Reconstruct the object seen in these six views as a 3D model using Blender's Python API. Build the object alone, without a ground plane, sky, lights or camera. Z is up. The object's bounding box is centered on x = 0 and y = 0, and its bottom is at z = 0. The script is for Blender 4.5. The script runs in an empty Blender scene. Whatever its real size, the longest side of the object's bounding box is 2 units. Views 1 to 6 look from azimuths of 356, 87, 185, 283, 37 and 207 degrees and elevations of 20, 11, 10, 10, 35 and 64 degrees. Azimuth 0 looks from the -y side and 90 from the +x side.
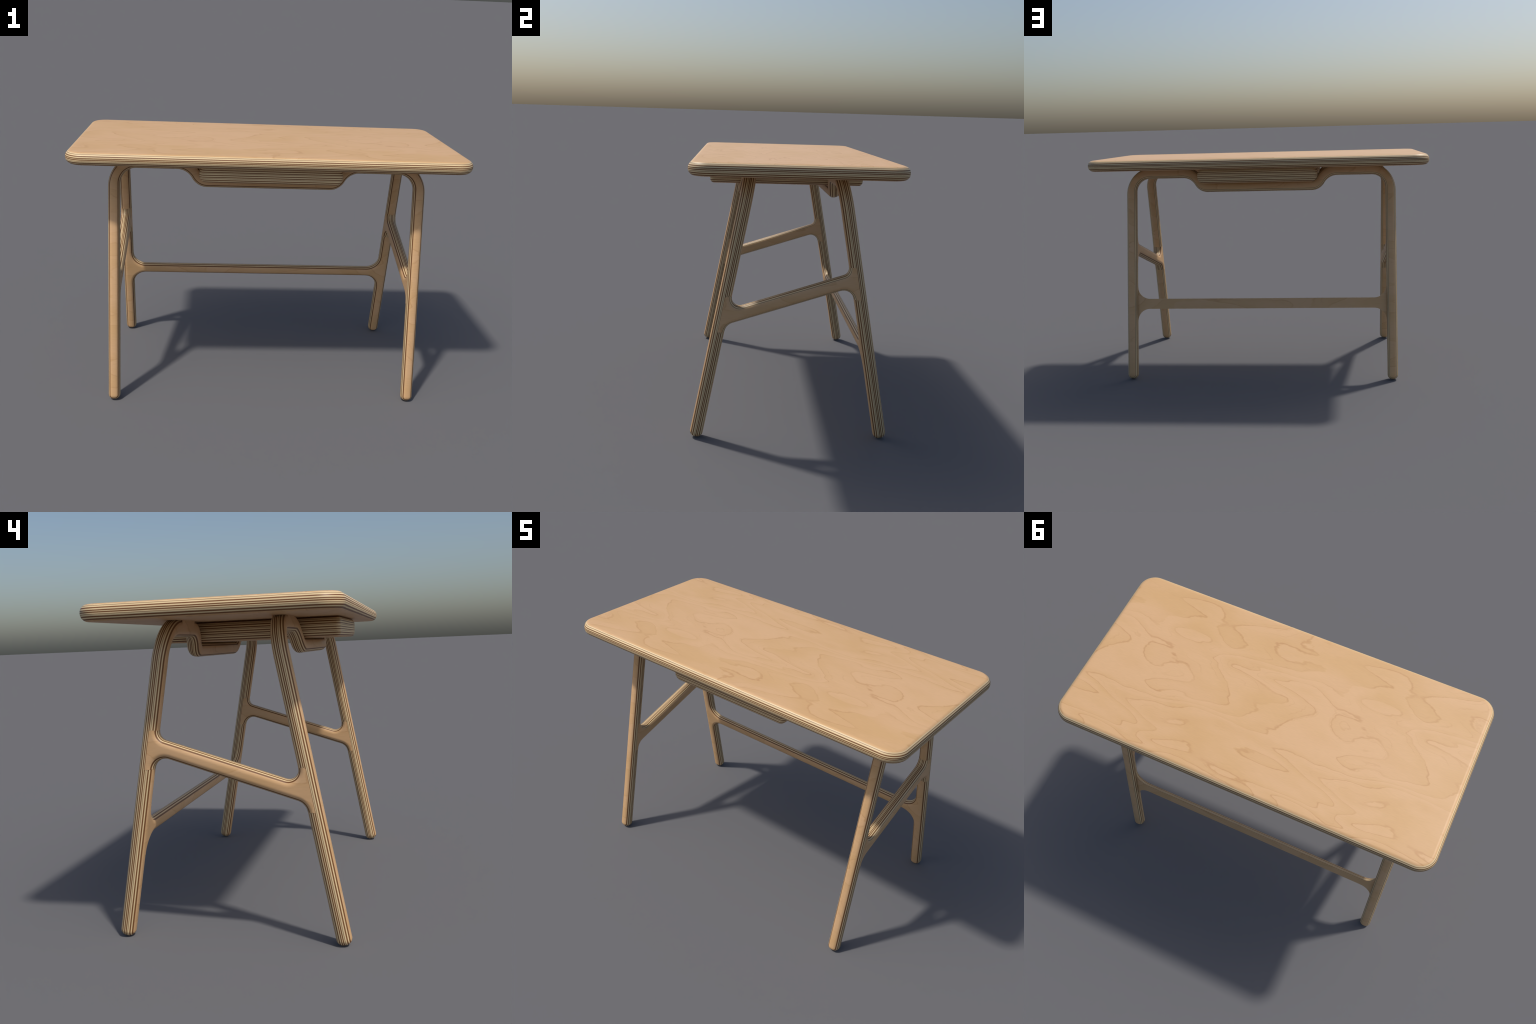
# Plywood writing desk: rounded slab top, shallow tray box under it, two tilted
# bent-looking plywood frames (leg + dipped crossbar + leg), two sloping side
# braces and one low stretcher in the plane of the back frame.
import bpy, bmesh, math
from mathutils import Vector, Matrix

# ------------------------------------------------------------------ sizes (m)
TOP_X, TOP_Y, TOP_R = 1.000, 0.4894, 0.0915       # half length, half depth, corner radius
TOP_Z0, TOP_Z1, TOP_E = 1.2706, 1.3343, 0.0300    # under side, upper side, edge rounding
T = 0.0615                                        # plywood thickness of the frames
H = T / 2
E_R = 0.0270                                      # rounding of every plywood edge
FOOT_Y, LEAN = 0.4500, 0.1888                     # frame mid-plane: |y| = FOOT_Y - LEAN*z
ALPHA = math.atan(LEAN)
LEG_X = 0.7910                                    # centre line of the legs
S_FOOT = 0.0012                                   # foot of the frame, measured along its plane
DIP = 0.0886                                      # how far the crossbar dips for the tray
N_ARC = 14                                        # facets per rounded edge


# ------------------------------------------------------------------ materials
def srgb(r, g, b):
    f = lambda c: c / 12.92 if c <= 0.04045 else ((c + 0.055) / 1.055) ** 2.4
    return (f(r / 255), f(g / 255), f(b / 255), 1.0)


VENEER_A = (0.648, 0.404, 0.214, 1)     # pinkish birch face
VENEER_B = (0.612, 0.376, 0.176, 1)     # yellower birch face
GRAIN = (0.430, 0.205, 0.075, 1)        # late-wood line
PLY_LIGHT = (0.735, 0.560, 0.318, 1)    # long-grain ply on an edge
PLY_DARK = (0.188, 0.077, 0.025, 1)     # end-grain ply on an edge
PLY_THIN = (0.245, 0.130, 0.062, 1)     # glue line


FIGURE = 8.0                            # grain contour lines per unit of the figure field


class Nodes:
    """small helper for writing node graphs as expressions"""
    def __init__(self, mat):
        mat.use_nodes = True
        self.t = mat.node_tree
        self.t.nodes.clear()

    def add(self, kind, **kw):
        n = self.t.nodes.new(kind)
        for k, v in kw.items():
            setattr(n, k, v)
        return n

    def put(self, sock, v):
        if isinstance(v, bpy.types.NodeSocket):
            self.t.links.new(v, sock)
        else:
            sock.default_value = v

    def math(self, op, a, b=0.0, c=0.0, clamp=False):
        n = self.add('ShaderNodeMath', operation=op, use_clamp=clamp)
        for i, v in enumerate((a, b, c)):
            self.put(n.inputs[i], v)
        return n.outputs[0]

    def xyz(self, x, y, z):
        n = self.add('ShaderNodeCombineXYZ')
        for i, v in enumerate((x, y, z)):
            self.put(n.inputs[i], v)
        return n.outputs[0]

    def noise(self, vec, scale, detail=2.0, rough=0.5, dist=0.0):
        n = self.add('ShaderNodeTexNoise')
        self.put(n.inputs['Vector'], vec)
        n.inputs['Scale'].default_value = scale
        n.inputs['Detail'].default_value = detail
        n.inputs['Roughness'].default_value = rough
        n.inputs['Distortion'].default_value = dist
        return n.outputs['Fac']

    def ramp(self, fac, stops, mode='LINEAR'):
        n = self.add('ShaderNodeValToRGB')
        cr = n.color_ramp
        cr.interpolation = mode
        while len(cr.elements) < len(stops):
            cr.elements.new(1.0)
        for e, (p, c) in zip(cr.elements, stops):
            e.position = p
            e.color = c
        self.put(n.inputs['Fac'], fac)
        return n.outputs['Color']

    def smooth(self, v, a, b, to0=0.0, to1=1.0):
        n = self.add('ShaderNodeMapRange', interpolation_type='SMOOTHSTEP')
        self.put(n.inputs['Value'], v)
        for k, val in (('From Min', a), ('From Max', b), ('To Min', to0), ('To Max', to1)):
            self.put(n.inputs[k], val)
        return n.outputs['Result']

    def mix(self, fac, a, b, mode='MIX'):
        n = self.add('ShaderNodeMix', data_type='RGBA', blend_type=mode)
        self.put(n.inputs['Factor'], fac)
        self.put(n.inputs['A'], a)
        self.put(n.inputs['B'], b)
        return n.outputs['Result']


def ply_stops(marks, size):
    """marks: (centre, half width, colour) as distances through the sheet"""
    out = [(0.0, PLY_LIGHT)]
    for c, w, col in marks:
        soft = min(w * 0.8, 0.0007)
        pts = [(c - w - soft, PLY_LIGHT), (c - w + soft * .3, col), (c + w - soft * .3, col), (c + w + soft, PLY_LIGHT)]
        out += [(min(max(p / size, 0.0), 1.0), q) for p, q in pts]
    return out


def dark(c, w=0.00215):
    return (c, w, PLY_DARK)


def thin(c, w=0.00080):
    return (c, w, PLY_THIN)


SHEET = [dark(.0070), dark(.0160), thin(.0245), dark(.0313, .0019), dark(.0383, .0019), dark(.0474, .0020), thin(.0556)]
TRAY_LOW = [dark(.0072), dark(.0169), thin(.0255), dark(.0320, .0019), dark(.0417, .0019)]
TRAY_HIGH = [thin(.0508), dark(.0567, .0019), dark(.0667), thin(.0745), dark(.0820)]


def plywood(name, axis, thick, grain, stripes, face=(0.0060, 0.0055), period=None, seed=0.0, slope=0.0):
    """axis: object axis through the plies; grain: 'XY' style pair of face axes,
    the first one running along the grain."""
    m = bpy.data.materials.new(name)
    g = Nodes(m)
    co = g.add('ShaderNodeTexCoord').outputs['Object']
    sep = g.add('ShaderNodeSeparateXYZ')
    g.put(sep.inputs[0], co)
    ax = {'X': sep.outputs[0], 'Y': sep.outputs[1], 'Z': sep.outputs[2]}
    a, b, w = ax[grain[0]], ax[grain[1]], ax[axis]

    # --- depth through the sheet, with a slight waviness of the plies
    wav = g.noise(g.xyz(g.math('MULTIPLY', a, 9.0), g.math('MULTIPLY', b, 9.0), g.math('MULTIPLY', w, 40.0)), 1.0, 2.0)
    u = g.math('ADD', w, thick / 2)
    u = g.math('ADD', u, g.math('MULTIPLY', g.math('SUBTRACT', wav, 0.5), 0.0009))
    un = g.math('DIVIDE', u, thick)
    if len(stripes) == 1:
        ply = g.ramp(un, ply_stops(stripes[0], thick))
    else:
        lo = g.ramp(un, ply_stops(stripes[0], thick))
        hi = g.ramp(un, ply_stops(stripes[1], thick))
        ply = g.mix(g.math('GREATER_THAN', u, 0.0460), lo, hi)
    # streaks running along the plies: every layer has its own tone, each layer fibrous
    streak = g.noise(g.xyz(g.math('MULTIPLY', a, 5.0), g.math('MULTIPLY', b, 5.0), g.math('MULTIPLY', w, 260.0)), 1.0, 2.0, 0.5)
    ply = g.mix(1.0, ply, g.ramp(streak, [(0.3, (.88, .87, .86, 1)), (0.5, (.98, .98, .98, 1)), (0.7, (1.06, 1.06, 1.05, 1))]), 'MULTIPLY')

    # --- face veneer: contour lines of a stretched noise field make the cathedrals
    if period:
        th = g.math('MULTIPLY', a, 2 * math.pi / period)
        rad = period / (2 * math.pi)
        p = [g.math('MULTIPLY', g.math('COSINE', th), rad), g.math('MULTIPLY', g.math('SINE', th), rad), b]
    else:
        p = [a, g.math('MULTIPLY', w, 0.4), b]
    def veil(fx, fy, off, detail, rough=0.5, dist=0.0):
        return g.noise(g.xyz(g.math('ADD', g.math('MULTIPLY', p[0], fx), seed + off), g.math('MULTIPLY', p[1], fx),
                             g.math('ADD', g.math('MULTIPLY', p[2], fy), off)), 1.0, detail, rough, dist)
    field = veil(1.50, 4.2, 0.0, 1.4, 0.42, 0.70)
    field = g.math('ADD', field, g.math('MULTIPLY', p[2], slope))
    if period:                       # one extra line per repeat makes the figure drift diagonally
        field = g.math('ADD', field, g.math('MULTIPLY', a, -2.0 / (period * FIGURE)))
    jag = veil(4.2, 13.0, 5.0, 4.5, 0.58)
    lines = g.math('MULTIPLY', g.math('ADD', field, g.math('MULTIPLY', jag, 0.095)), FIGURE)
    fr = g.math('FRACT', lines)
    saw = g.math('MULTIPLY', g.smooth(fr, 0.30, 0.95), g.smooth(fr, 0.96, 1.0, 1.0, 0.0))
    crisp = g.math('MULTIPLY', g.smooth(fr, 0.89, 0.955), g.smooth(fr, 0.96, 1.0, 1.0, 0.0))
    fr2 = g.math('FRACT', g.math('MULTIPLY', lines, 2.37))
    second = g.math('MULTIPLY', g.smooth(fr2, 0.84, 0.95), g.smooth(fr2, 0.96, 1.0, 1.0, 0.0))
    fade = g.smooth(veil(3.0, 6.0, 7.0, 2.0), 0.30, 0.62)
    fade2 = g.smooth(veil(3.0, 7.0, 13.0, 2.0), 0.50, 0.68)
    tone = veil(2.2, 4.5, 3.0, 3.0, 0.55)
    tone = g.math('ADD', g.math('MULTIPLY', tone, 0.88), g.math('MULTIPLY', g.smooth(fr, 0.0, 0.9), 0.12))
    face_col = g.mix(g.smooth(tone, 0.32, 0.72), VENEER_A, VENEER_B)
    amount = g.math('ADD', g.math('MULTIPLY', saw, 0.05), g.math('MULTIPLY', crisp, g.math('MULTIPLY', fade, 0.37 if period else 0.30)))
    amount = g.math('ADD', amount, g.math('MULTIPLY', second, g.math('MULTIPLY', fade2, 0.18)))
    face_col = g.mix(amount, face_col, GRAIN)
    fibre = g.noise(g.xyz(g.math('MULTIPLY', a, 26.0), g.math('MULTIPLY', b, 420.0), g.math('MULTIPLY', w, 60.0)), 1.0, 2.0, 0.6)
    face_col = g.mix(1.0, face_col, g.ramp(fibre, [(0.3, (.965, .96, .95, 1)), (0.7, (1.03, 1.03, 1.03, 1))]), 'MULTIPLY')

    # --- the outer ply shows face veneer, everything deeper shows the edge pattern
    f0, f1 = face
    is_face = g.math('MAXIMUM', g.smooth(u, f0 - 0.0022, f0 - 0.0012, 1.0, 0.0), g.smooth(u, thick - f1 + 0.0008, thick - f1 + 0.0022))
    # ... and so does any flat cut parallel to the plies
    nsep = g.add('ShaderNodeSeparateXYZ')
    g.put(nsep.inputs[0], g.t.nodes[0].outputs['Normal'])
    flat = g.smooth(g.math('ABSOLUTE', nsep.outputs['XYZ'.index(axis)]), 0.990, 0.996)
    is_face = g.math('MAXIMUM', is_face, flat)
    col = g.mix(is_face, ply, face_col)

    bs = g.add('ShaderNodeBsdfPrincipled')
    g.put(bs.inputs['Base Color'], col)
    bs.inputs['Roughness'].default_value = 0.48
    bs.inputs['Specular IOR Level'].default_value = 0.40
    bump = g.add('ShaderNodeBump')
    bump.inputs['Strength'].default_value = 0.05
    bump.inputs['Distance'].default_value = 0.001
    g.put(bump.inputs['Height'], fibre)
    g.put(bs.inputs['Normal'], bump.outputs[0])
    out = g.add('ShaderNodeOutputMaterial')
    g.put(out.inputs[0], bs.outputs[0])
    return m


TOP_MAT = plywood('birch_plywood_top', 'Z', TOP_Z1 - TOP_Z0, 'XY', [SHEET], period=1.05, seed=63.9, slope=0.5)
FRAME_MAT = plywood('birch_plywood_frame', 'Y', T, 'XZ', [SHEET], seed=11.0)
BRACE_MAT = plywood('birch_plywood_brace', 'X', T, 'YZ', [SHEET], seed=23.0)
TRAY_MAT = plywood('birch_plywood_tray', 'Z', 0.0870, 'XY', [TRAY_LOW, TRAY_HIGH], face=(0.0062, 0.0040), seed=31.0)


# ------------------------------------------------------------------ 2D outlines
def filleted(corners, seg=14):
    """corners: (x, y, radius, rounded_edge_after) counter-clockwise.
    Returns points and, per edge i (point i -> i+1), whether it gets the edge rounding."""
    n = len(corners)
    pts, flags = [], []
    for i in range(n):
        p0, p1, p2 = Vector(corners[i - 1][:2]), Vector(corners[i][:2]), Vector(corners[(i + 1) % n][:2])
        r, flag = corners[i][2], corners[i][3]
        if r <= 0:
            pts.append(p1); flags.append(flag)
            continue
        d0, d1 = (p0 - p1).normalized(), (p2 - p1).normalized()
        half = d0.angle(d1) / 2
        tl = r / math.tan(half)
        c = p1 + (d0 + d1).normalized() * (r / math.sin(half))
        a, b = p1 + d0 * tl - c, p1 + d1 * tl - c
        turn = a.angle_signed(b)            # clockwise positive in mathutils
        k = max(3, int(seg * abs(turn) / (math.pi / 2)))
        for j in range(k + 1):
            v = a.copy(); v.rotate(Matrix.Rotation(-turn * j / k, 2))
            pts.append(c + v); flags.append(True if j < k else flag)
    return pts, flags


def inset(pts, flags, d):
    n = len(pts)
    lines = []
    for i in range(n):
        e = (pts[(i + 1) % n] - pts[i]).normalized()
        nrm = Vector((-e.y, e.x))          # inward for counter-clockwise outlines
        lines.append((pts[i] + nrm * (d if flags[i] else 0.0), e))
    out = []
    for i in range(n):
        (p, e), (q, f) = lines[i - 1], lines[i]
        cr = e.x * f.y - e.y * f.x
        if abs(cr) < 1e-5:
            out.append((p - q).dot(f) * f + q if False else q)
        else:
            t = ((q.x - p.x) * f.y - (q.y - p.y) * f.x) / cr
            out.append(p + e * t)
    return out


def new_object(name, bm, mat, parent, matrix, sharp=40):
    bmesh.ops.recalc_face_normals(bm, faces=bm.faces)
    me = bpy.data.meshes.new(name)
    bm.to_mesh(me)
    bm.free()
    me.set_sharp_from_angle(angle=math.radians(sharp))
    me.materials.append(mat)
    ob = bpy.data.objects.new(name, me)
    bpy.context.collection.objects.link(ob)
    ob.parent = parent
    ob.matrix_local = matrix
    return ob


def plate(outline, half, e, place, half_only=False):
    """Solid sheet with rounded edges. place(x, y, w) maps to object space.
    half_only builds just the w <= 0 half, cut flat on the middle plane."""
    pts, flags = outline
    arc = [(e * (1 - math.sin(a)), half - e + e * math.cos(a)) for a in
           [math.pi / 2 * j / N_ARC for j in range(N_ARC + 1)]]      # (inset, height) cap -> side
    prof = [(d, -w) for d, w in arc]
    prof += [(0.0, 0.0)] if half_only else [(d, w) for d, w in reversed(arc)]
    bm = bmesh.new()
    rings = []
    for d, w in prof:
        rings.append([bm.verts.new(place(p.x, p.y, w)) for p in inset(pts, flags, d)])
    n = len(pts)
    for r0, r1 in zip(rings, rings[1:]):
        for i in range(n):
            f = bm.faces.new((r0[i], r0[(i + 1) % n], r1[(i + 1) % n], r1[i]))
            f.smooth = True
    for r in (rings[0], rings[-1]):
        bm.faces.new(r)
    bmesh.ops.remove_doubles(bm, verts=bm.verts, dist=1e-5)
    return bm


# ------------------------------------------------------------------ swept bars
def edge_line(corners, k=24):
    """open polyline with filleted corners, k facets per corner"""
    out = [Vector(corners[0][:2])]
    for i in range(1, len(corners) - 1):
        p, r = Vector(corners[i][:2]), corners[i][2]
        if r <= 0:
            out.append(p)
            continue
        d0 = (Vector(corners[i - 1][:2]) - p).normalized()
        d1 = (Vector(corners[i + 1][:2]) - p).normalized()
        half = d0.angle(d1) / 2
        c = p + (d0 + d1).normalized() * (r / math.sin(half))
        a = p + d0 * (r / math.tan(half)) - c
        turn = a.angle_signed(p + d1 * (r / math.tan(half)) - c)
        for j in range(k + 1):
            v = a.copy()
            v.rotate(Matrix.Rotation(-turn * j / k, 2))
            out.append(c + v)
    return out + [Vector(corners[-1][:2])]


def bar_section(hw, ht, e, e_top):
    """rounded rectangle: (offset across the bar in its plane, offset through the sheet);
    the two corners on the outer side of the bar can have their own radius"""
    pts = []
    for cx, cy, a0 in ((1, 1, 0), (-1, 1, 90), (-1, -1, 180), (1, -1, 270)):
        r = e_top if cx > 0 else e
        for j in range(N_ARC + 1):
            a = math.radians(a0 + 90 * j / N_ARC)
            pts.append((cx * (hw - r) + r * math.cos(a), cy * (ht - r) + r * math.sin(a)))
    return pts


def strip(outer, inner, round_start=False, pad=()):
    """Plywood bar between an outer and an inner edge line with matching points.
    round_start ends it as a rounded foot; on the pad spans the outer edge is left square
    where the bar carries the table top."""
    stations = [(o, i, E_R) for o, i in zip(outer, inner)]
    if round_start:
        (o, i, _), nxt = stations[0], stations[1][0]
        t = (nxt - o).normalized()
        foot = []
        for j in range(N_ARC + 1):
            ang = math.pi / 2 * j / N_ARC
            d = E_R * (1 - math.sin(ang))
            n = (o - i).normalized()
            lift = t * (E_R * (1 - math.cos(ang)))
            foot.append((o - n * d + lift, i + n * d + lift, -d))
        stations = foot + stations[1:]
    bm = bmesh.new()
    rings = []
    for o, i, e in stations:
        d = 0.0
        if e <= 0:                      # foot rings shrink in both directions
            d, e = -e, max(E_R + e, 1e-4)
        c, n, hw = (o + i) / 2, (o - i).normalized(), (o - i).length / 2
        square = any(lo <= abs(o.x) <= hi for lo, hi in pad)
        sec = bar_section(hw, H - d, e, 0.0008 if square else e)
        rings.append([bm.verts.new((c.x + n.x * q, w, c.y + n.y * q)) for q, w in sec])
    m = len(rings[0])
    for r0, r1 in zip(rings, rings[1:]):
        for i in range(m):
            f = bm.faces.new((r0[i], r0[(i + 1) % m], r1[(i + 1) % m], r1[i]))
            f.smooth = True
    if round_start:
        bm.faces.new(rings[0])
    bmesh.ops.remove_doubles(bm, verts=bm.verts, dist=1e-5)
    return bm


# ------------------------------------------------------------------ assembly
desk = bpy.data.objects.new('writing_desk', None)
bpy.context.collection.objects.link(desk)
desk['label'] = 'pale birch plywood desk with splayed legs and striped edges'
desk['category'] = 'desk'

# --- table top
def rect(hx, hy, r):
    return filleted([(-hx, -hy, r, True), (hx, -hy, r, True), (hx, hy, r, True), (-hx, hy, r, True)], 22)

th = (TOP_Z1 - TOP_Z0) / 2
new_object('tabletop', plate(rect(TOP_X, TOP_Y, TOP_R), th, TOP_E, lambda x, y, w: (x, y, w)),
           TOP_MAT, desk, Matrix.Translation((0, 0, TOP_Z0 + th)))

# --- tray box hung in the dips of the crossbars
TRAY_Z0 = 1.1838
tz = 0.0870 / 2
new_object('tray_box', plate(rect(0.3560, tz, 0.0375), 0.3955, 0.0200, lambda x, y, w: (x, w, y)),
           TRAY_MAT, desk, Matrix.Translation((0, -0.0155, TRAY_Z0 + tz)))

# --- frames: object space is x across, y through the sheet, z up along the sheet
XO, XI = LEG_X + H, LEG_X - H
S_LOW = 1.2305                                       # under side of the crossbar
R_OUT, R_IN = 0.166, 0.080                           # knee bend, outer and inner edge
SEAM = 0.600                                         # where leg and crossbar meet
PAD = ((0.5010, 0.6540),)                            # square bearing pads under the top
S_HI, S_DIP_HI = 1.3005, 1.2034
for side, is_back in ((-1, False), (1, True)):
    place = Matrix.Translation((0, side * FOOT_Y, 0)) @ Matrix.Rotation(side * ALPHA, 4, 'X')
    for sx in (1, -1):
        outer = edge_line([(sx * XO, S_FOOT, 0), (sx * XO, S_HI, R_OUT), (sx * 0.6535, S_HI, 0), (sx * SEAM, S_HI, 0)])
        inner = edge_line([(sx * XI, S_FOOT, 0), (sx * XI, S_LOW, R_IN), (sx * 0.6535, S_LOW, 0), (sx * SEAM, S_LOW, 0)])
        new_object('leg', strip(outer, inner, True, PAD), FRAME_MAT, desk, place)
    o_half = [(SEAM, S_HI, 0), (0.5015, S_HI, 0), (0.5000, S_HI, 0), (0.3903, S_HI, 0.150), (0.3338, S_DIP_HI, 0.0275)]
    i_half = [(SEAM, S_LOW, 0), (0.5015, S_LOW, 0), (0.5000, S_LOW, 0), (0.4208, S_LOW, 0.0891), (0.3692, S_LOW - DIP, 0.0891)]
    mirror = lambda half: half + [(-x, s, r) for x, s, r in reversed(half)]
    new_object('crossbar', strip(edge_line(mirror(o_half)), edge_line(mirror(i_half)), False, PAD), FRAME_MAT, desk, place)
    if is_back:
        # stretcher: inner half of the sheet only, flush with the inner leg faces
        xi, tab, r = LEG_X - H - 0.0004, LEG_X, 0.0745
        s1, s0 = 0.4895, 0.4280
        rt = r + 0.0006
        outline = filleted([
            (tab, s1 + rt, 0, True), (xi, s1 + rt, 0, True), (xi, s1, r, True),
            (-xi, s1, r, True), (-xi, s1 + rt, 0, False), (-tab, s1 + rt, 0, False),
            (-tab, s0 - rt, 0, False), (-xi, s0 - rt, 0, True), (-xi, s0, r, True),
            (xi, s0, r, True), (xi, s0 - rt, 0, False), (tab, s0 - rt, 0, False)])
        # straight tab ends and the buried ends stay sharp
        pts, flags = outline
        for i in range(len(pts)):
            p, q = pts[i], pts[(i + 1) % len(pts)]
            if abs(p.x) > xi + 0.001 or abs(q.x) > xi + 0.001:
                flags[i] = False
        new_object('stretcher', plate((pts, flags), H + 0.0004, E_R, lambda x, y, w: (x, w, y), half_only=True),
                   FRAME_MAT, desk, place)

# --- side braces: in the vertical planes of the leg sides, rising to the back
k = math.sqrt(1 + LEAN ** 2)
PROUD = 0.0005
def leg_line(side, off):       # y = a + b z of a line parallel to the leg, off towards the middle
    return side * (FOOT_Y - (off + 0) * k), -side * LEAN
def meet(line, c, m=0.325):    # with z = c + m*y
    a, b = line
    z = (c + m * a) / (1 - m * b)
    return a + b * z, z
def at(line, z):
    return line[0] + line[1] * z, z
fi, fm = leg_line(-1, H + PROUD), leg_line(-1, 0.0)
bi, bm_ = leg_line(1, H + PROUD), leg_line(1, 0.0)
Z_UP, Z_LO = 0.7340, 0.6640
def fillet_corner(line, c, r, away):
    """corner of a brace edge with a leg line, and the height where its fillet ends"""
    y, z = meet(line, c)
    d_leg = Vector((line[1], 1.0)).normalized() * (1 if away > 0 else -1)
    d_bar = Vector((1.0, 0.325)).normalized() * (1 if line[0] < 0 else -1)
    tl = r / math.tan(d_leg.angle(d_bar) / 2)
    return (y, z, r, True), z + d_leg.y * (tl + 0.0004)
f_lo, zf_lo = fillet_corner(fi, Z_LO, 0.0535, -1)
b_lo, zb_lo = fillet_corner(bi, Z_LO, 0.0500, -1)
b_up, zb_up = fillet_corner(bi, Z_UP, 0.0345, 1)
f_up, zf_up = fillet_corner(fi, Z_UP, 0.0375, 1)
corners = [
    (*at(fm, zf_lo), 0, False), (*at(fi, zf_lo), 0, True), f_lo,
    b_lo, (*at(bi, zb_lo), 0, False), (*at(bm_, zb_lo), 0, False),
    (*at(bm_, zb_up), 0, False), (*at(bi, zb_up), 0, True), b_up,
    f_up, (*at(fi, zf_up), 0, False), (*at(fm, zf_up), 0, False)]
for sx in (-1, 1):
    new_object('side_brace', plate(filleted(corners), H + PROUD, E_R, lambda x, y, w: (w, x, y)),
               BRACE_MAT, desk, Matrix.Translation((sx * LEG_X, 0, 0)))
